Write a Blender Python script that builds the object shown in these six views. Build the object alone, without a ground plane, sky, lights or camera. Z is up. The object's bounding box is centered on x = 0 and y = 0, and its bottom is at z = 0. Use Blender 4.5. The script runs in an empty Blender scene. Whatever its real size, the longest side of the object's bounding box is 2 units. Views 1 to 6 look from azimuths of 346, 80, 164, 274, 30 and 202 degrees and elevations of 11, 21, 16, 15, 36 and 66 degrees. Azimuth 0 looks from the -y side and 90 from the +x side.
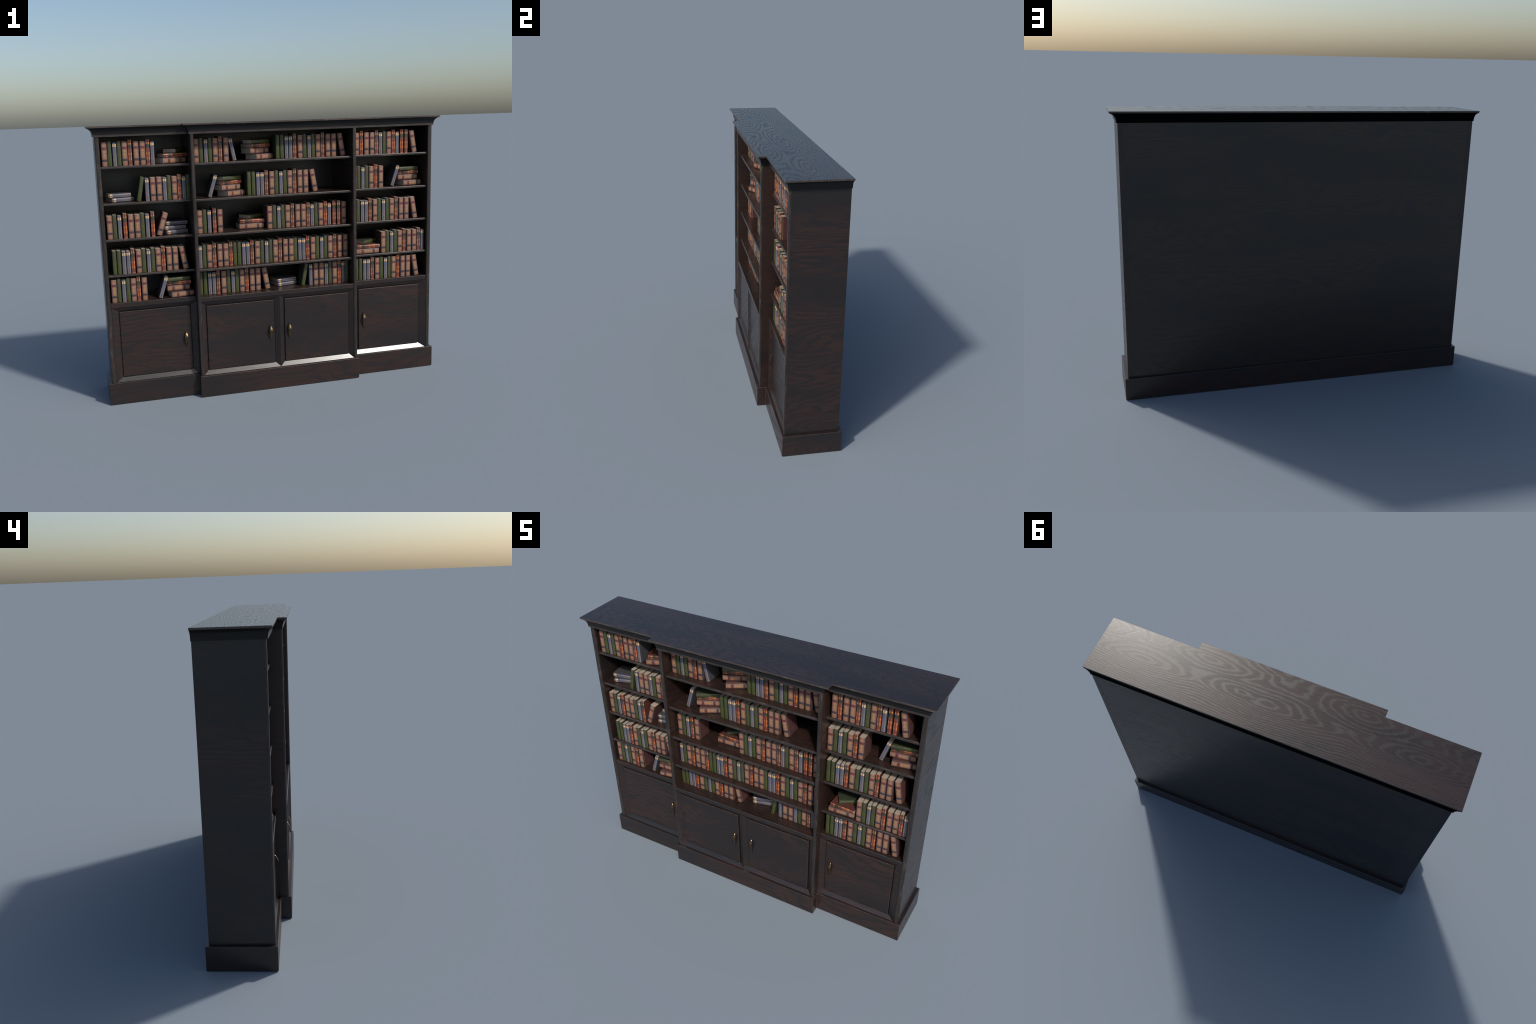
"""A wide dark-wood breakfront bookcase: plinth, four panelled cupboard doors with brass
pulls, five rows of open shelves in three bays, a coved cornice, and rows of old books."""
import bpy, bmesh, math
from mathutils import Vector, Matrix

ROOT = bpy.context.scene.collection

# --------------------------------------------------------------------------- node helpers
class Tree:
    def __init__(self, name):
        self.mat = bpy.data.materials.new(name)
        self.mat.use_nodes = True
        self.t = self.mat.node_tree
        self.bsdf = next(n for n in self.t.nodes if n.type == 'BSDF_PRINCIPLED')

    def node(self, kind, **props):
        n = self.t.nodes.new(kind)
        for k, v in props.items():
            setattr(n, k, v)
        return n

    def put(self, sock, v):
        if isinstance(v, bpy.types.NodeSocket):
            self.t.links.new(v, sock)
        elif v is not None:
            sock.default_value = v

    def math(self, op, a, b=None, c=None, clamp=False):
        n = self.node('ShaderNodeMath', operation=op, use_clamp=clamp)
        for i, v in enumerate((a, b, c)):
            if v is not None:
                self.put(n.inputs[i], v)
        return n.outputs[0]

    def step(self, x, lo, hi):
        """smooth ramp of x from 0 at lo to 1 at hi"""
        n = self.node('ShaderNodeMapRange', interpolation_type='SMOOTHSTEP')
        self.put(n.inputs['Value'], x)
        if lo <= hi:
            a, b, c, d = lo, hi, 0.0, 1.0
        else:
            a, b, c, d = hi, lo, 1.0, 0.0
        for k, v in zip(('From Min', 'From Max', 'To Min', 'To Max'), (a, b, c, d)):
            n.inputs[k].default_value = v
        return n.outputs['Result']

    def band(self, x, lo, hi, soft=0.008):
        return self.math('MULTIPLY', self.step(x, lo - soft, lo + soft), self.step(x, hi + soft, hi - soft))

    def mix(self, f, a, b):
        n = self.node('ShaderNodeMix', data_type='RGBA')
        self.put(n.inputs[0], f)
        for i, v in ((6, a), (7, b)):
            self.put(n.inputs[i], v if isinstance(v, bpy.types.NodeSocket) else (*v, 1.0))
        return n.outputs[2]

    def scaled(self, vec, scale):
        n = self.node('ShaderNodeVectorMath', operation='MULTIPLY')
        self.put(n.inputs[0], vec)
        n.inputs[1].default_value = scale
        return n.outputs[0]

    def noise(self, vec, scale, detail=2.0, rough=0.5, distort=0.0):
        n = self.node('ShaderNodeTexNoise')
        self.put(n.inputs['Vector'], vec)
        n.inputs['Scale'].default_value = scale
        n.inputs['Detail'].default_value = detail
        n.inputs['Roughness'].default_value = rough
        n.inputs['Distortion'].default_value = distort
        return n.outputs['Fac']

    def coords(self):
        v = self.node('ShaderNodeTexCoord').outputs['Object']
        s = self.node('ShaderNodeSeparateXYZ')
        self.put(s.inputs[0], v)
        return v, s.outputs[0], s.outputs[1], s.outputs[2]

    def bump(self, height, strength, dist):
        n = self.node('ShaderNodeBump')
        n.inputs['Strength'].default_value = strength
        n.inputs['Distance'].default_value = dist
        self.put(n.inputs['Height'], height)
        self.put(self.bsdf.inputs['Normal'], n.outputs[0])

    def finish(self, color, rough=0.4, metallic=0.0, spec=0.5):
        self.put(self.bsdf.inputs['Base Color'], color if isinstance(color, bpy.types.NodeSocket) else (*color, 1))
        self.put(self.bsdf.inputs['Roughness'], rough)
        self.put(self.bsdf.inputs['Metallic'], metallic)
        self.put(self.bsdf.inputs['Specular IOR Level'], spec)
        return self.mat


# --------------------------------------------------------------------------- wood materials
def wood(name, axis, dark=(0.0150, 0.0127, 0.0126), red=(0.039, 0.0186, 0.0147), rough=0.325, eyes=1.0,
         rings=13.0, lateral=3.6, knots=(), lateral_rings=0.0, bump=0.05, red_bias=0.0, spec=0.5, gloss_lines=0.09, offset=(0, 0, 0)):
    """Dark stained oak. Rings round stretched, scattered centres give the cathedral figure along
    the axis; the rings are duller than the wood between them, and fine fibres break them up."""
    T = Tree(name)
    v, x, y, z = T.coords()
    mv = T.node('ShaderNodeVectorMath', operation='ADD')
    T.put(mv.inputs[0], v)
    mv.inputs[1].default_value = offset
    v = mv.outputs[0]
    i = 'xyz'.index(axis)

    def stretched(along, across):
        q = [across] * 3
        q[i] = along
        return T.scaled(v, q)
    if knots:
        # rings round given heartwood centres, merged where they meet
        field = None
        for kx, ky, grow in knots:
            dx = T.math('MULTIPLY', T.math('SUBTRACT', x, kx), 2.7 * grow)
            dy = T.math('MULTIPLY', T.math('SUBTRACT', y, ky), 9.0 * grow)
            d = T.math('SQRT', T.math('ADD', T.math('MULTIPLY', dx, dx), T.math('MULTIPLY', dy, dy)))
            field = d if field is None else T.math('SMOOTH_MIN', field, d, 0.25)
    else:
        vor = T.node('ShaderNodeTexVoronoi', feature='SMOOTH_F1')
        T.put(vor.inputs['Vector'], stretched(1.7 * eyes, 6.4 * eyes))
        vor.inputs['Scale'].default_value = 1.0
        vor.inputs['Smoothness'].default_value = 0.4
        up = y if (axis == 'x' and lateral_rings) else z
        field = T.math('MULTIPLY_ADD', up, lateral, T.math('MULTIPLY', vor.outputs['Distance'], 0.62))
    sway = T.noise(stretched(3.5, 15), 1.0, 2.0, 0.5)
    teeth = T.noise(stretched(26, 150), 1.0, 2.0, 0.6)
    f = T.math('MULTIPLY_ADD', sway, 0.46 if knots else 0.30, field)
    f = T.math('MULTIPLY_ADD', teeth, 0.13 if knots else 0.08, f)
    ph = T.math('MULTIPLY', f, rings * 2 * math.pi)
    if lateral_rings:
        far = T.math('MAXIMUM', T.math('SUBTRACT', y, 0.03), 0.0)
        ph = T.math('MULTIPLY_ADD', far, lateral_rings * 2 * math.pi, ph)
    wave = T.math('MULTIPLY_ADD', T.math('SINE', ph), 0.5, 0.5)
    ring = T.math('POWER', wave, 3.6 if knots else 2.6)
    fiber = T.noise(stretched(7, 300), 1.0, 2.0, 0.6)
    patch = T.noise(stretched(1.1, 4.6), 1.0, 3.0, 0.55)
    warm = T.step(patch, 0.42 - red_bias, 0.64 - red_bias)
    m = T.math('MULTIPLY', T.math('SUBTRACT', 1.0, ring), T.math('MULTIPLY_ADD', warm, 0.80, 0.12))
    m = T.math('MULTIPLY', m, T.math('MULTIPLY_ADD', T.step(fiber, 0.32, 0.58), 0.65, 0.35), clamp=True)
    col = T.mix(m, dark, red)
    col = T.mix(T.math('MULTIPLY', T.step(fiber, 0.44, 0.30), 0.5), col, tuple(c * 0.45 for c in dark))
    r = T.math('MULTIPLY_ADD', ring, gloss_lines, rough - gloss_lines * 0.35)
    r = T.math('MULTIPLY_ADD', fiber, 0.06, T.math('ADD', r, -0.03))
    h = T.math('MULTIPLY_ADD', fiber, 0.5, T.math('MULTIPLY', ring, -0.6))
    T.bump(h, bump, 0.0008)
    return T.finish(col, r, 0.0, spec)


def edge_wood(name, axis, tone=1.0, rough=0.36):
    """Handled edges: greyer and streaked along the run."""
    T = Tree(name)
    v, x, y, z = T.coords()
    fs = [170.0] * 3
    fs['xyz'.index(axis)] = 7.0
    a = T.noise(T.scaled(v, fs), 1.0, 3.0, 0.55)
    bs = [60.0] * 3
    bs['xyz'.index(axis)] = 14.0
    b = T.noise(T.scaled(v, bs), 1.0, 2.0, 0.5)
    k = lambda c: tuple(q * tone for q in c)
    col = T.mix(T.step(a, 0.34, 0.66), k((0.020, 0.0165, 0.0155)), k((0.048, 0.036, 0.031)))
    col = T.mix(T.math('MULTIPLY', T.step(b, 0.56, 0.74), 0.7), col, k((0.085, 0.070, 0.062)))
    blot = T.noise(T.scaled(v, (26, 26, 26)), 1.0, 3.0, 0.6)
    col = T.mix(T.math('MULTIPLY', T.step(blot, 0.50, 0.66), 0.75), col, k((0.026, 0.016, 0.0135)))
    T.bump(a, 0.18, 0.0008)
    return T.finish(col, rough)


def worn(name, color=(0.062, 0.043, 0.034)):
    T = Tree(name)
    v, *_ = T.coords()
    a = T.noise(T.scaled(v, (38, 38, 38)), 1.0, 3.0, 0.6)
    col = T.mix(T.step(a, 0.35, 0.65), tuple(c * 0.5 for c in color), color)
    return T.finish(col, 0.42)


WOOD_X = wood('dark_oak_lengthwise', 'x', lateral=0.9, rings=9.0, red_bias=0.04, offset=(0.2, 0, 0.05))
WOOD_TOP = wood('dark_oak_top', 'x', rings=5.2, lateral_rings=38.0, bump=0.05, red_bias=0.07, dark=(0.0132, 0.0108, 0.0106),
                red=(0.034, 0.0180, 0.0150), rough=0.300, gloss_lines=0.12,
                knots=((0.73, 0.01, 1.0), (0.42, -0.116, 1.05), (0.055, 0.012, 0.9), (0.20, 0.0, 1.15), (-0.42, -0.118, 1.0), (-0.735, 0.008, 1.05), (1.05, -0.11, 1.0), (-1.08, -0.1, 1.0)))
WOOD_Y = wood('dark_oak_sideways', 'y', eyes=0.9, lateral=2.0, rings=11.0, red_bias=0.02, dark=(0.0140, 0.0118, 0.0117), offset=(0, 0.1, 0))
WOOD_BACK = wood('dark_oak_back', 'x', eyes=0.75, bump=0.03, red_bias=0.05, lateral=2.2, offset=(3.1, 0, 0.4), red=(0.036, 0.021, 0.0135))
WOOD_DOOR = wood('dark_oak_door', 'x', lateral=1.9, rings=11.0, bump=0.05, red_bias=0.075, dark=(0.0140, 0.0116, 0.0115), offset=(1.4, 0, 0.31), rough=0.34)
WOOD_MARGIN = wood('dark_oak_margin', 'x', bump=0.03, rough=0.285, spec=0.6, gloss_lines=0.05)
WOOD_IN = wood('dark_oak_inside', 'x', red_bias=0.15, dark=(0.016, 0.0120, 0.0108), red=(0.038, 0.0180, 0.0138), rough=0.31)
WOOD_IN_Y = wood('dark_oak_inside_sideways', 'y', red_bias=0.13, dark=(0.016, 0.0120, 0.0108), red=(0.038, 0.0180, 0.0138), rough=0.33)
EDGE_X = edge_wood('rubbed_edge_lengthwise', 'x', 1.0)
EDGE_Z = edge_wood('rubbed_edge_upright', 'z', 0.78)
EDGE_SLAB = edge_wood('rubbed_edge_cornice', 'x', 1.55)
COVE = wood('dark_oak_cove', 'x', dark=(0.0085, 0.0080, 0.0082), red=(0.014, 0.0105, 0.0100), bump=0.02, rough=0.42, spec=0.28, gloss_lines=0.03)
WORN = worn('worn_arris')


def brass():
    T = Tree('aged_brass')
    v, *_ = T.coords()
    a = T.noise(T.scaled(v, (90, 90, 90)), 1.0, 3.0, 0.6)
    col = T.mix(T.step(a, 0.35, 0.7), (0.11, 0.074, 0.039), (0.23, 0.157, 0.083))
    return T.finish(col, 0.25, 1.0)


BRASS = brass()

# --------------------------------------------------------------------------- mesh helpers
def link(obj, parent=None):
    ROOT.objects.link(obj)
    if parent is not None:
        obj.parent = parent
    return obj


def empty(name, label=None, category=None, parent=None):
    o = bpy.data.objects.new(name, None)
    o.empty_display_size = 0.05
    if label:
        o['label'], o['category'] = label, category
    return link(o, parent)


def mesh_object(name, bm, mats, parent=None, smooth=None):
    bmesh.ops.recalc_face_normals(bm, faces=bm.faces)
    me = bpy.data.meshes.new(name)
    bm.to_mesh(me)
    bm.free()
    for m in mats:
        me.materials.append(m)
    if smooth is not None:
        me.polygons.foreach_set('use_smooth', [True] * len(me.polygons))
        me.set_sharp_from_angle(angle=math.radians(smooth))
    return link(bpy.data.objects.new(name, me), parent)


def add_box(bm, lo, hi, mat=0):
    vs = [bm.verts.new((x, y, z)) for x in (lo[0], hi[0]) for y in (lo[1], hi[1]) for z in (lo[2], hi[2])]
    fs = []
    for q in ((0, 1, 3, 2), (4, 6, 7, 5), (0, 4, 5, 1), (2, 3, 7, 6), (0, 2, 6, 4), (1, 5, 7, 3)):
        f = bm.faces.new([vs[i] for i in q])
        f.material_index = mat
        fs.append(f)
    return vs, fs


def bevelled(obj, width, segments=1, mat=-1, limit=35, harden=False):
    m = obj.modifiers.new('arris', 'BEVEL')
    m.width, m.segments, m.limit_method, m.angle_limit = width, segments, 'ANGLE', math.radians(limit)
    m.material = mat
    m.harden_normals = harden
    return obj


def box(name, lo, hi, mats, parent, bevel=0.0, bevel_mat=-1, segments=1):
    bm = bmesh.new()
    add_box(bm, lo, hi)
    o = mesh_object(name, bm, mats, parent)
    if bevel:
        bevelled(o, bevel, segments, bevel_mat)
    return o


def outline_prism(name, pts, z0, z1, mats, parent, side_mat=0):
    bm = bmesh.new()
    lo = [bm.verts.new((x, y, z0)) for x, y in pts]
    hi = [bm.verts.new((x, y, z1)) for x, y in pts]
    bm.faces.new(hi)
    bm.faces.new(lo[::-1])
    n = len(pts)
    for i in range(n):
        j = (i + 1) % n
        bm.faces.new((lo[i], lo[j], hi[j], hi[i])).material_index = side_mat
    return mesh_object(name, bm, mats, parent)


def breakfront(side_x, mid_x, side_y, mid_y, back_y):
    """plan outline, from back left round the front to back right"""
    return [(-side_x, back_y), (-side_x, side_y), (-mid_x, side_y), (-mid_x, mid_y),
            (mid_x, mid_y), (mid_x, side_y), (side_x, side_y), (side_x, back_y)]


# --------------------------------------------------------------------------- the case
TOP, CASE_TOP = 1.521, 1.466
SHELF_TOPS = (1.311, 1.1165, 0.922, 0.7275)
BASE_TOP, RAIL_LOW, PLINTH_TOP = 0.572, 0.546, 0.1215
BACK_OUT, BACK_IN = 0.1775, 0.166
# bay: inner left, inner right, post front, frame front, shelf front
BAYS = ((-0.938, -0.470, -0.1230, -0.1185, -0.1095),
        (-0.450, 0.450, -0.1720, -0.1675, -0.1485),
        (0.470, 0.938, -0.1230, -0.1185, -0.1095))

case = empty('bookcase', 'wide dark oak breakfront bookcase with cupboard doors and cornice', 'bookcase')

pl = outline_prism('plinth', breakfront(0.978, 0.4755, -0.1325, -0.1848, 0.193), 0.0, PLINTH_TOP, [WOOD_X, WORN], case)
bevelled(pl, 0.0014, 1, 1)

# sides and dividers with their rounded front posts
for s in (-1, 1):
    xs = sorted((s * 0.938, s * 0.962))
    o = box('side_panel', (xs[0], -0.1115, PLINTH_TOP), (xs[1], BACK_OUT, CASE_TOP), [WOOD_Y, WORN], case)
    o = box('post', (xs[0] - 0.0002, -0.1230, PLINTH_TOP), (xs[1] + 0.0002, -0.1118, CASE_TOP), [EDGE_Z], case)
    bm = bmesh.new(); bm.from_mesh(o.data)
    es = [e for e in bm.edges if all(v.co.y < -0.12 for v in e.verts) and abs(e.verts[0].co.z - e.verts[1].co.z) > 0.5]
    bmesh.ops.bevel(bm, geom=es, offset=0.006, segments=4, profile=0.5, affect='EDGES')
    bm.to_mesh(o.data); bm.free()
    o.data.polygons.foreach_set('use_smooth', [True] * len(o.data.polygons)); o.data.set_sharp_from_angle(angle=math.radians(40))
    xs = sorted((s * 0.450, s * 0.470))
    box('divider', (xs[0], -0.1605, PLINTH_TOP), (xs[1], BACK_IN, CASE_TOP), [WOOD_IN_Y, WORN], case)
    o = box('post', (xs[0] - 0.0002, -0.1720, PLINTH_TOP), (xs[1] + 0.0002, -0.1608, CASE_TOP), [EDGE_Z], case)
    bm = bmesh.new(); bm.from_mesh(o.data)
    es = [e for e in bm.edges if all(v.co.y < -0.17 for v in e.verts) and abs(e.verts[0].co.z - e.verts[1].co.z) > 0.5]
    bmesh.ops.bevel(bm, geom=es, offset=0.006, segments=4, profile=0.5, affect='EDGES')
    bm.to_mesh(o.data); bm.free()
    o.data.polygons.foreach_set('use_smooth', [True] * len(o.data.polygons)); o.data.set_sharp_from_angle(angle=math.radians(40))

box('back_panel', (-0.9378, BACK_IN, PLINTH_TOP), (0.9378, BACK_OUT - 0.0004, CASE_TOP), [WOOD_BACK], case)

# ceiling of the top row, in plan like the case
outline_prism('ceiling_board', breakfront(0.9640, 0.4715, -0.1245, -0.1685, BACK_IN - 0.0004), CASE_TOP + 0.001, CASE_TOP + 0.007, [WOOD_IN], case)

for left, right, post_y, frame_y, shelf_y in BAYS:
    for zt in SHELF_TOPS:
        bm = bmesh.new()
        add_box(bm, (left, shelf_y + 0.006, zt - 0.0135), (right, BACK_IN - 0.0005, zt), 0)
        add_box(bm, (left, shelf_y, zt - 0.0135), (right, shelf_y + 0.006, zt), 1)
        bmesh.ops.remove_doubles(bm, verts=bm.verts, dist=1e-5)
        bmesh.ops.delete(bm, geom=[f for f in bm.faces if abs(f.calc_center_median().y - shelf_y - 0.006) < 1e-4], context='FACES_ONLY')
        es = [e for e in bm.edges if all(abs(v.co.y - shelf_y) < 1e-5 for v in e.verts) and abs(e.verts[0].co.x - e.verts[1].co.x) > 0.1]
        bmesh.ops.bevel(bm, geom=es, offset=0.0028, segments=3, profile=0.5, affect='EDGES', material=1)
        mesh_object('shelf', bm, [WOOD_IN, EDGE_X], case, smooth=40)
    # cupboard top with its fascia
    bm = bmesh.new()
    add_box(bm, (left, frame_y + 0.012, RAIL_LOW), (right, BACK_IN - 0.0005, BASE_TOP), 0)
    o = mesh_object('cupboard_top', bm, [WOOD_IN], case)
    o = box('rail', (left, frame_y, RAIL_LOW), (right, frame_y + 0.012, BASE_TOP + 0.0004), [WOOD_X, WORN], case, 0.0016, 1)

# --------------------------------------------------------------------------- doors
def handle_mesh():
    """Bow pull: a leaf-shaped blade, pointed at both ends, bulging above the middle."""
    n, L = 30, 0.1035
    reach = [(0, 0.0), (0.012, 0.0045), (0.07, 0.0085), (0.29, 0.0200), (0.36, 0.0202), (0.55, 0.0140), (0.8, 0.0062), (1.0, 0.0)]
    half = [(0, 0.0010), (0.10, 0.0050), (0.22, 0.0082), (0.36, 0.0094), (0.5, 0.0086), (0.75, 0.0046), (1.0, 0.0007)]

    def curve(tab, t):
        for (a, p), (b, q) in zip(tab, tab[1:]):
            if t <= b:
                k = (t - a) / (b - a)
                return p + (q - p) * k
        return tab[-1][1]

    def smooth(tab, t, w=0.025):
        return sum(curve(tab, min(1, max(0, t + d * w))) for d in (-1, -0.5, 0, 0.5, 1)) / 5 if 0.02 < t < 0.98 else curve(tab, t)

    bm = bmesh.new()
    rows = []
    for i in range(n + 1):
        t = i / n
        o, w = smooth(reach, t), smooth(half, t)
        z = -L * t
        cross = [(-w, o), (-w * 0.5, o + 0.0010), (0, o + 0.0018), (w * 0.5, o + 0.0010), (w, o), (0, o - 0.0014)]
        rows.append([bm.verts.new((x, -y + 0.0012, z)) for x, y in cross])
    for a, b in zip(rows, rows[1:]):
        for j in range(6):
            k = (j + 1) % 6
            bm.faces.new((a[j], a[k], b[k], b[j]))
    bm.faces.new(rows[0]); bm.faces.new(rows[-1][::-1])
    return bm


handle_data = None


def door(x0, x1, frame_y, ml, mr, handle_x):
    global handle_data
    z0, z1 = PLINTH_TOP + 0.0004, RAIL_LOW - 0.0004
    rec_y, pan_y, groove_y = frame_y + 0.0165, frame_y + 0.0105, frame_y + 0.0260
    mb, mt = 0.0240, 0.0245
    bm = bmesh.new()
    O = [bm.verts.new((x, frame_y, z)) for x, z in ((x0, z0), (x1, z0), (x1, z1), (x0, z1))]
    inn = ((x0 + ml, z0 + mb), (x1 - mr, z0 + mb), (x1 - mr, z1 - mt), (x0 + ml, z1 - mt))
    I = [bm.verts.new((x, rec_y, z)) for x, z in inn]
    G = [bm.verts.new((x, groove_y, z)) for x, z in inn]
    B = [bm.verts.new((x, groove_y + 0.01, z)) for x, z in ((x0, z0), (x1, z0), (x1, z1), (x0, z1))]
    for i in range(4):
        j = (i + 1) % 4
        bm.faces.new((O[i], O[j], I[j], I[i])).material_index = 1 if i == 0 else 0
        bm.faces.new((I[i], I[j], G[j], G[i]))
        bm.faces.new((B[i], B[j], O[j], O[i]))
    bm.faces.new(G)
    bm.faces.new(B[::-1])
    d = mesh_object('door', bm, [WOOD_DOOR, WOOD_MARGIN], case)
    g = 0.0028
    p = box('door_panel', (x0 + ml + g, pan_y, z0 + mb + g * 0.6), (x1 - mr - g, groove_y + 0.002, z1 - mt - g * 0.6),
            [WOOD_DOOR, WORN], d, 0.0017, 1)
    if handle_data is None:
        h = mesh_object('handle', handle_mesh(), [BRASS], d, smooth=20)
        handle_data = h.data
    else:
        h = link(bpy.data.objects.new('handle', handle_data), d)
    h.location = (handle_x, pan_y, 0.3765)
    return d


door(-0.450, -0.0002, -0.1675, 0.0265, 0.0285, -0.0562)
door(0.0002, 0.450, -0.1675, 0.0285, 0.0265, 0.0562)
door(-0.9335, -0.4705, -0.1185, 0.0355, 0.0315, -0.5360)
door(0.4705, 0.9335, -0.1185, 0.0315, 0.0355, 0.5360)
for s in (-1, 1):
    xs = sorted((s * 0.9338, s * 0.938))
    box('stile', (xs[0], -0.1185, PLINTH_TOP), (xs[1], -0.090, RAIL_LOW), [WOOD_DOOR], case)

# --------------------------------------------------------------------------- cornice
slab_outline = breakfront(1.0, 0.5075, -0.1497, -0.1935, 0.180)
sl = outline_prism('cornice_top', slab_outline, TOP - 0.0092, TOP, [WOOD_TOP, EDGE_SLAB], case, 1)
bevelled(sl, 0.0009, 1, 1)


def moulding():
    base = breakfront(0.968, 0.4755, -0.1287, -0.1727, 0.1796)
    flare = breakfront(0.9985, 0.5062, -0.1484, -0.1922, 0.1796)
    prof = [(0, CASE_TOP), (0, 1.4765), (0.012, 1.4785), (0.05, 1.4835), (0.11, 1.4893), (0.20, 1.4950), (0.31, 1.4995),
            (0.43, 1.5028), (0.60, 1.5058), (0.80, 1.5090), (0.97, TOP - 0.0091)]
    thick = 0.0032
    inner_base = breakfront(0.968 - thick, 0.4755 - thick, -0.1287 + thick, -0.1727 + thick, 0.1796)
    inner_flare = breakfront(0.9985 - thick, 0.5062 - thick, -0.1484 + thick, -0.1922 + thick, 0.1796)
    bm = bmesh.new()
    rings = []
    for b, f, ps in ((base, flare, prof), (inner_base, inner_flare, prof[::-1])):
        for s, z in ps:
            up = 0.0022 if (b is inner_base and CASE_TOP < z < 1.511) else 0.0
            rings.append([bm.verts.new((bx + s * (fx - bx), by + s * (fy - by), z + up)) for (bx, by), (fx, fy) in zip(b, f)])
    n = len(rings)
    for i in range(n):
        a, b = rings[i], rings[(i + 1) % n]
        for j in range(len(base) - 1):
            bm.faces.new((a[j], a[j + 1], b[j + 1], b[j])).material_index = 1 if i == 0 and j % 2 else 0
    for j in (0, len(base) - 1):
        bm.faces.new([r[j] for r in rings])
    return mesh_object('cornice', bm, [COVE, EDGE_X], case, smooth=22)


moulding()

# near-black board modelled to show the shadow inside the cornice's open back
def cornice_shadow_board():
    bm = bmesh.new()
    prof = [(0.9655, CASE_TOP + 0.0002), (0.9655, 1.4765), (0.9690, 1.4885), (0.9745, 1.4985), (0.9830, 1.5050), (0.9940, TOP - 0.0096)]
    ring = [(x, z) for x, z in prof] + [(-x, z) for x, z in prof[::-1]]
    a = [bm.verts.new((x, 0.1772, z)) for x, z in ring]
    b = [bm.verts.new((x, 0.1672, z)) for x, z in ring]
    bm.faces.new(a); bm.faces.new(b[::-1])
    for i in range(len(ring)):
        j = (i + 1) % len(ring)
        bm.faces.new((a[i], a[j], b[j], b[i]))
    T = Tree('painted_hollow_shadow')
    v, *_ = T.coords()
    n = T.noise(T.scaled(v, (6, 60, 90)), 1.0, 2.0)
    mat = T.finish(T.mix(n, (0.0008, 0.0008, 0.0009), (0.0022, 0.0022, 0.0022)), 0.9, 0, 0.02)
    return mesh_object('cornice_shadow_board', bm, [mat], case)


cornice_shadow_board()

# --------------------------------------------------------------------------- books
# kind: thickness, height, depth, board thickness
DIM = {'A': (0.0322, 0.1262, 0.096), 'B': (0.0232, 0.1300, 0.082), 'C': (0.0222, 0.1235, 0.100), 'D': (0.0222, 0.1345, 0.095)}
BOARD = 0.0016


def uv(T, kind):
    t, h, d = DIM[kind]
    v, x, y, z = T.coords()
    u = T.math('MULTIPLY', x, 2.0 / (t - 0.002))
    au = T.math('ABSOLUTE', u)
    w = T.math('MULTIPLY', z, 1.0 / h)
    # mirrored vector, so that ornament is symmetric about the middle of the spine
    c = T.node('ShaderNodeCombineXYZ')
    T.put(c.inputs[0], T.math('ABSOLUTE', x)); T.put(c.inputs[2], z)
    return v, au, w, c.outputs[0]


def spine_tan():
    T = Tree('tan_damask_spine')
    v, au, w, mv = uv(T, 'A')
    big = T.noise(T.scaled(mv, (70, 70, 45)), 1.0, 2.0)
    col = T.mix(T.step(big, 0.35, 0.65), (0.255, 0.126, 0.076), (0.325, 0.166, 0.092))
    mid = T.math('MULTIPLY', T.band(w, 0.36, 0.60, 0.10), T.step(au, 0.7, 0.1))
    col = T.mix(T.math('MULTIPLY', mid, 0.55), col, (0.365, 0.205, 0.095))
    scroll = T.noise(T.scaled(mv, (330, 330, 260)), 1.0, 1.5, 0.5, 1.0)
    edge = T.step(au, 0.25, 1.0)
    thr = T.math('MULTIPLY_ADD', edge, 0.24, -0.075)
    s = T.step(T.math('ADD', scroll, thr), 0.47, 0.55)
    col = T.mix(T.math('MULTIPLY', s, 0.78), col, (0.078, 0.052, 0.058))
    # scalloped dark margins
    scal = T.math('MULTIPLY', T.math('SINE', T.math('MULTIPLY', w, 88.0)), 0.09)
    rim = T.step(T.math('ADD', au, scal), 0.80, 0.92)
    col = T.mix(T.math('MULTIPLY', rim, 0.7), col, (0.06, 0.042, 0.05))
    col = T.mix(T.band(w, 0.690, 0.792), col, T.mix(au, (0.092, 0.031, 0.038), (0.120, 0.033, 0.035)))
    col = T.mix(T.band(w, 0.192, 0.292), col, T.mix(au, (0.053, 0.041, 0.048), (0.044, 0.037, 0.050)))
    col = T.mix(T.step(au, 0.93, 1.0), col, (0.012, 0.009, 0.009))  # shoulders painted near black for the shadow between neighbouring books
    return T.finish(col, 0.55, 0, 0.4)


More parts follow.
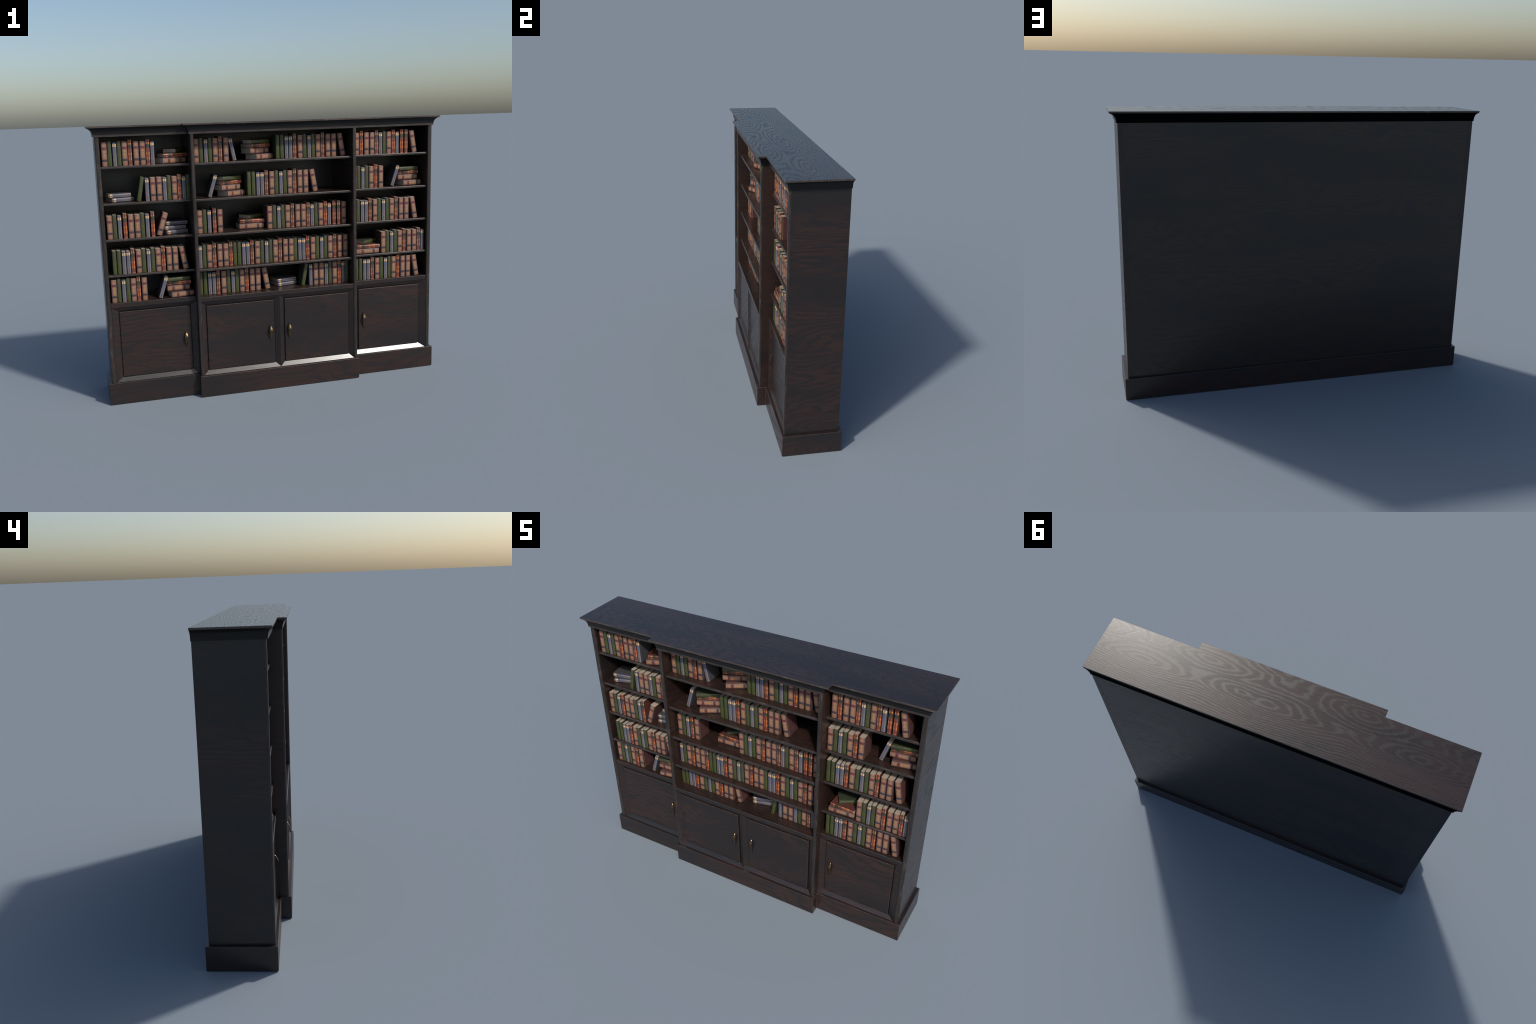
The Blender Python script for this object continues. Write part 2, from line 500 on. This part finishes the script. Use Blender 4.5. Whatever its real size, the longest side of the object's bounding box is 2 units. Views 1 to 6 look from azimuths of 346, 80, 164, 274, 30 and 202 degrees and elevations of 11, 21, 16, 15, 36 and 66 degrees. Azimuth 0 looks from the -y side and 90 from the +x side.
def spine_green():
    T = Tree('green_tooled_spine')
    v, au, w, mv = uv(T, 'B')
    n = T.noise(T.scaled(mv, (160, 160, 160)), 1.0, 2.0)
    col = T.mix(T.step(n, 0.35, 0.65), (0.023, 0.035, 0.0115), (0.043, 0.058, 0.0175))
    centre = T.math('MULTIPLY', T.step(au, 0.62, 0.2), T.step(w, 0.46, 0.62))
    col = T.mix(T.math('MULTIPLY', centre, 0.75), col, (0.066, 0.051, 0.034))
    fine = T.noise(T.scaled(mv, (430, 430, 430)), 1.0, 1.0, 0.5, 0.8)
    low = T.step(w, 0.55, 0.50)
    deco = T.math('MULTIPLY', T.step(fine, 0.52, 0.60), T.math('MULTIPLY_ADD', low, 0.55, 0.12))
    frame = T.math('MULTIPLY', T.band(au, 0.62, 0.76, 0.04), T.math('MULTIPLY', low, 0.7))
    gold = T.math('MAXIMUM', deco, frame)
    for c in (0.505, 0.375, 0.335, 0.190, 0.170, 0.925):
        gold = T.math('MAXIMUM', gold, T.math('MULTIPLY', T.band(w, c - 0.004, c + 0.004, 0.003), 0.65))
    for c in (0.44, 0.265, 0.085):
        ww = T.math('MULTIPLY', T.math('SUBTRACT', w, c), 12.0)
        r = T.math('SQRT', T.math('ADD', T.math('POWER', ww, 2.0), T.math('POWER', au, 2.0)))
        gold = T.math('MAXIMUM', gold, T.math('MULTIPLY', T.band(r, 0.28, 0.40, 0.05), 0.7))
    col = T.mix(gold, col, (0.105, 0.105, 0.032))
    col = T.mix(T.step(au, 0.88, 1.0), col, (0.014, 0.015, 0.008))  # occlusion shade of the gaps baked into the green edges
    return T.finish(col, 0.5, 0, 0.4)


def spine_blue():
    T = Tree('slate_blue_spine')
    v, au, w, mv = uv(T, 'C')
    n = T.noise(T.scaled(v, (240, 240, 25)), 1.0, 2.0)
    col = T.mix(T.step(w, 0.80, 0.05), (0.092, 0.099, 0.148), (0.200, 0.172, 0.182))
    col = T.mix(T.math('MULTIPLY', T.step(n, 0.35, 0.7), 0.35), col, (0.105, 0.102, 0.125))
    col = T.mix(T.math('MULTIPLY', T.step(au, 0.48, 0.12), 0.65), col, (0.085, 0.073, 0.076))
    smudge = T.math('MULTIPLY', T.step(au, 0.42, 0.1), T.band(w, 0.06, 0.20, 0.05))
    col = T.mix(T.math('MULTIPLY', smudge, 0.7), col, (0.06, 0.055, 0.052))
    lab = T.band(w, 0.822, 0.928, 0.006)
    gold = T.mix(T.step(au, 0.14, 0.34), (0.19, 0.135, 0.085), (0.62, 0.40, 0.205))
    gold = T.mix(T.math('MULTIPLY', T.band(w, 0.868, 0.880, 0.005), 0.8), gold, (0.17, 0.11, 0.06))
    col = T.mix(lab, col, gold)
    col = T.mix(T.math('MULTIPLY', T.step(au, 0.88, 1.0), 0.9), col, (0.022, 0.022, 0.028))  # blue darkened at both sides, drawing the shadowed gap
    col = T.mix(T.math('MULTIPLY', T.step(w, 0.03, 0.0), 0.5), col, (0.26, 0.23, 0.23))
    return T.finish(col, 0.5, 0, 0.4)


def spine_red():
    T = Tree('red_mottled_spine')
    v, au, w, mv = uv(T, 'D')
    n = T.noise(T.scaled(mv, (90, 90, 60)), 1.0, 2.0)
    hot = T.mix(T.step(n, 0.35, 0.65), (0.21, 0.045, 0.024), (0.43, 0.105, 0.038))
    for c, r in ((0.855, 0.03), (0.455, 0.035), (0.245, 0.032)):
        hot = T.mix(T.math('MULTIPLY', T.band(w, c - r, c + r, 0.03), 0.9), hot, (0.56, 0.20, 0.052))
    hot = T.mix(T.math('MULTIPLY', T.band(w, 0.50, 0.63, 0.04), 0.6), hot, (0.24, 0.055, 0.028))
    core = T.step(au, 0.52, 0.24)
    dark = T.mix(T.step(w, 0.60, 0.30), (0.050, 0.036, 0.031), (0.115, 0.044, 0.034))
    col = T.mix(T.math('MULTIPLY', core, 0.92), hot, dark)
    col = T.mix(T.math('MULTIPLY', T.step(w, 0.205, 0.175), 0.85), col, (0.145, 0.045, 0.035))
    lab = T.band(w, 0.655, 0.810, 0.006)
    tag = T.mix(T.math('MULTIPLY', T.step(n, 0.4, 0.6), 0.5), (0.024, 0.022, 0.017), (0.050, 0.044, 0.030))
    for c in (0.805, 0.775, 0.725, 0.690, 0.662):
        tag = T.mix(T.math('MULTIPLY', T.band(w, c - 0.005, c + 0.005, 0.005), 0.45), tag, (0.15, 0.12, 0.055))
    col = T.mix(lab, col, tag)
    col = T.mix(T.step(au, 0.88, 0.99), col, (0.030, 0.019, 0.015))  # edge colour lowered to carry the shade where the spine turns away
    cap = T.math('MULTIPLY', T.step(w, 0.040, 0.022), T.step(au, 1.0, 0.8))
    col = T.mix(cap, col, (0.52, 0.155, 0.085))
    return T.finish(col, 0.42, 0, 0.5)


def cover(kind, name, board, joint, gilt):
    """cloth boards with a strip of spine leather at the joint and rubbed gilt tooling"""
    T = Tree(name)
    t, h, d = DIM[kind]
    v, x, y, z = T.coords()
    n = T.noise(T.scaled(v, (210, 210, 210)), 1.0, 3.0, 0.6)
    col = T.mix(T.step(n, 0.3, 0.7), tuple(c * 0.86 for c in board), tuple(c * 1.1 for c in board))
    col = T.mix(T.band(y, 0.0, 0.0115, 0.0006), col, joint)
    col = T.mix(T.step(y, 0.0062, 0.0056), col, tuple(c * 0.12 for c in joint))  # joint front blackened: crevice shadow put into the cover colour
    col = T.mix(T.math('MULTIPLY', T.band(y, 0.0118, 0.0128, 0.0005), 0.8), col, tuple(c * 0.35 for c in board))
    s = T.noise(T.scaled(v, (300, 150, 330)), 1.0, 2.0, 0.6, 0.8)
    spots = None
    for cz, cy, rz, ry in ((0.76, 0.52, 0.055, 0.22), (0.24, 0.52, 0.05, 0.15)):
        m = T.math('MULTIPLY', T.band(z, h * (cz - rz), h * (cz + rz), 0.004), T.band(y, d * (cy - ry), d * (cy + ry), 0.006))
        spots = m if spots is None else T.math('MAXIMUM', spots, m)
    m = T.math('MULTIPLY', spots, T.math('MULTIPLY', T.step(s, 0.50, 0.60), 0.55))
    col = T.mix(m, col, gilt)
    return T.finish(col, 0.7, 0, 0.22)


def pages():
    T = Tree('aged_paper')
    v, x, y, z = T.coords()
    leaf = T.noise(T.scaled(v, (1900, 22, 22)), 1.0, 2.0, 0.5)
    tone = T.noise(T.scaled(v, (25, 25, 25)), 1.0, 2.0)
    col = T.mix(T.step(leaf, 0.3, 0.7), (0.31, 0.255, 0.20), (0.385, 0.325, 0.26))
    col = T.mix(T.math('MULTIPLY', T.step(tone, 0.4, 0.7), 0.35), col, (0.29, 0.23, 0.165))
    T.bump(leaf, 0.15, 0.0005)
    return T.finish(col, 0.8, 0, 0.2)


PAPER = pages()
SPINE = {'A': spine_tan(), 'B': spine_green(), 'C': spine_blue(), 'D': spine_red()}
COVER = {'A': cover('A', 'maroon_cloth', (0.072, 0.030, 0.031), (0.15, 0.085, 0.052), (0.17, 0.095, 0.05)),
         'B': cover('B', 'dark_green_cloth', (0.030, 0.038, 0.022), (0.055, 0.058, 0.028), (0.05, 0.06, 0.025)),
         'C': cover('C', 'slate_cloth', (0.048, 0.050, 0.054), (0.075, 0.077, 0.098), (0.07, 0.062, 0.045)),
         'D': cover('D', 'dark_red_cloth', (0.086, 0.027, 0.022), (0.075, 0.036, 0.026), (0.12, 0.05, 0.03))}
LOOKS = {'A': 'thick tan damask-patterned book with maroon and navy bands', 'B': 'slim green book with gold tooled spine',
         'C': 'slim slate blue book with gold label', 'D': 'tall slim orange red book with black label'}


def book_meshes(kind):
    t, h, d = DIM[kind]
    hw, bulge = t / 2, 0.0048
    # spine: a curved shell between the joints
    bm = bmesh.new()
    n = 12
    rows = []
    for z in (0.0, h * 0.02, h * 0.5, h * 0.98, h):
        tuck = 0.0006 if z in (0.0, h) else 0.0
        ring = []
        for i in range(n + 1):
            a = math.pi * (i / n - 0.5)
            s = math.sin(a) * (hw - 0.0004)
            ring.append(bm.verts.new((s, bulge * (1 - math.cos(a) ** 0.85) + tuck, z)))
        for i in range(n, -1, -1):
            a = math.pi * (i / n - 0.5)
            s = math.sin(a) * (hw - 0.0016)
            ring.append(bm.verts.new((s, bulge * (1 - math.cos(a) ** 0.85) + 0.0014, z)))
        rows.append(ring)
    m = len(rows[0])
    for a, b in zip(rows, rows[1:]):
        for j in range(m):
            k = (j + 1) % m
            bm.faces.new((a[j], a[k], b[k], b[j]))
    for r in (rows[0], rows[-1]):
        for i in range(n):
            bm.faces.new((r[i], r[i + 1], r[m - 2 - i], r[m - 1 - i]))
    sp = mesh_object('spine', bm, [SPINE[kind]], None, smooth=38)
    # two boards
    bm = bmesh.new()
    for s in (-1, 1):
        x0, x1 = sorted((s * hw, s * (hw - BOARD)))
        add_box(bm, (x0, bulge + 0.0002, 0.0), (x1, d, h))
    bmesh.ops.bevel(bm, geom=bm.edges[:], offset=0.0004, segments=1, affect='EDGES')
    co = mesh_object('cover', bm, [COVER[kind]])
    # pages, head nearly level with the boards, front following the curve of the spine
    bm = bmesh.new()
    lo, hi = 0.0012, h - 0.0009
    plan = []
    for i in range(n + 1):
        a = math.pi * (i / n - 0.5)
        plan.append((math.sin(a) * (hw - BOARD - 0.0001), bulge * (1 - math.cos(a) ** 0.85) + 0.0016))
    w = hw - BOARD - 0.0001
    for i in range(7):  # hollow fore-edge
        q = 1 - 2 * i / 6
        plan.append((w * q, d - 0.003 - 0.0025 * (1 - q * q)))
    a = [bm.verts.new((x, y, lo)) for x, y in plan]
    b = [bm.verts.new((x, y, hi)) for x, y in plan]
    bm.faces.new(b); bm.faces.new(a[::-1])
    for i in range(len(plan)):
        j = (i + 1) % len(plan)
        bm.faces.new((a[i], a[j], b[j], b[i]))
    pg = mesh_object('page_block', bm, [PAPER])
    out = [('spine', sp.data), ('cover', co.data), ('page_block', pg.data)]
    for o in (sp, co, pg):
        bpy.data.objects.remove(o)
    return out


MESH = {k: book_meshes(k) for k in DIM}


def place(kind, matrix):
    e = empty('book', LOOKS[kind], 'book')
    e.matrix_world = matrix
    for name, data in MESH[kind]:
        link(bpy.data.objects.new(name, data), e)


def upright(kind, x, y, z, lean=0.0):
    """lean > 0: the top falls to the left; the book pivots on the lower corner on that side"""
    hw = DIM[kind][0] / 2
    s = -1 if lean > 0 else 1
    piv = Matrix.Translation((s * hw, 0, 0))
    M = Matrix.Translation((x, y, z + 0.0003)) @ piv @ Matrix.Rotation(math.radians(-lean), 4, 'Y') @ piv.inverted()
    place(kind, M)


def lying(kind, x, y, z, yaw, stretch=1.0):
    """on its side, head to the left; (x, y) is the front corner at the head"""
    t, h, d = DIM[kind]
    M = (Matrix.Translation((x, y, z)) @ Matrix.Rotation(math.radians(yaw), 4, 'Z') @ Matrix.Translation((h * stretch, 0, t / 2))
         @ Matrix.Rotation(math.radians(-90), 4, 'Y') @ Matrix.Diagonal((1, 1, stretch, 1)))
    place(kind, M)


PITCH = {'AB': .0270, 'BC': .0263, 'CB': .0231, 'BA': .0295, 'AD': .0276, 'DA': .0320, 'AA': .0345, 'BB': .0250, 'CC': .0240,
         'CD': .0240, 'DC': .0240, 'AC': .0293, 'CA': .0315, 'DB': .0235, 'DD': .0235}


def row(seq, x, y, z):
    """A string of kinds from left to right; '~' opens a gap, '/' makes the next book lean left"""
    prev, gap, lean = None, 0.0, 0.0
    for c in seq:
        if c == '~':
            gap += 0.0046
        elif c == '/':
            gap += 0.0221
            lean = 9.5
        else:
            if prev:
                x += PITCH[prev + c] + gap
            upright(c, x, y, z, lean)
            prev, gap, lean = c, 0.0, 0.0


def stack(items, x, y, z, turn=0.0):
    """items: (kind, dx, dy, yaw, stretch) of the head corner relative to the lowest book's"""
    c, s = math.cos(math.radians(turn)), math.sin(math.radians(turn))
    for kind, dx, dy, yaw, st in items:
        lying(kind, x + dx * c - dy * s, y + dx * s + dy * c, z + 0.0003, yaw + turn, st)
        z += DIM[kind][0] + 0.0002


FOUR = (('A', 0, 0, 29, 1), ('A', -.029, .019, 23, 1), ('D', -.034, .027, 18.5, 1), ('B', -.024, .011, 26.5, 1))
THREE = (('A', 0, 0, 1.5, 1.13), ('D', .006, .007, -3, 1.03), ('B', .054, .014, 30, 1))
LONG = 'BBCCDABCBADAA/A'
MIX = 'ABCBADA'
CY, SY = -0.103, -0.0985
z1, z2, z3, z4 = SHELF_TOPS
zb = BASE_TOP

# middle bay
row(MIX, -.428, CY, z1); upright('C', -.2155, CY, z1, 11); stack(FOUR, -.095, -.119, z1); row(LONG, .031, CY, z1)
upright('C', -.363, CY + .004, z2, -17.5); stack(FOUR, -.2655, -.125, z2); row(LONG, -.139, CY, z2)
row('ABC~DA', -.425, CY, z3); stack(THREE, -.195, -.072, z3); row('ABCBADAADCBADC~D~DA', -.025, CY, z3)
row('CBADAADBBCCDABCBADAA', -.432, CY, z4); row('BCCDABCBADAA', .122, CY, z4)
row(LONG, -.436, CY, zb); stack((('C', 0, 0, 14, 1), ('C', -.003, .003, 12, 1)), .0212, -.0735, zb)
upright('B', .163, CY, zb, -10.5); row('CAACBADCB', .212, CY, zb)
# left bay
row('ABCBADAADC', -.914, SY, z1); stack((('A', 0, 0, 23.5, 1.13), ('D', .006, .012, 20, 1.03), ('B', .076, .042, 55, 1)), -.609, -.1065, z1)
stack((('C', 0, 0, 18, 1), ('C', -.018, .016, 10, 1)), -.889, -.077, z2); upright('B', -.749, SY, z2, -10.5); row('CAACBADCB', -.702, SY, z2)
row('ABC~DAABC~D', -.913, SY, z3); upright('A', -.651, SY, z3, -18); stack((('C', 0, 0, 13, 1), ('C', -.010, .014, 9, 1), ('C', .000, .044, 3, 1)), -.606, -.070, z3)
row(LONG, -.901, SY, z4)
row(MIX, -.914, SY, zb); upright('C', -.664, SY, zb, -18); stack(FOUR, -.600, -.114, zb, -18.5)
# right bay
row('ADAADCBADC~D~D/A', .503, SY - .004, z1)
row(MIX, .488, SY, z2); upright('C', .742, -.060, z2, -18); stack(FOUR, .806, -.080, z2, -18.5)
row(LONG, .486, SY, z3)
stack(THREE, .5005, -.098, z4); row('ABCBADAADC', .670, SY, z4)
row(LONG, .499, SY, zb)
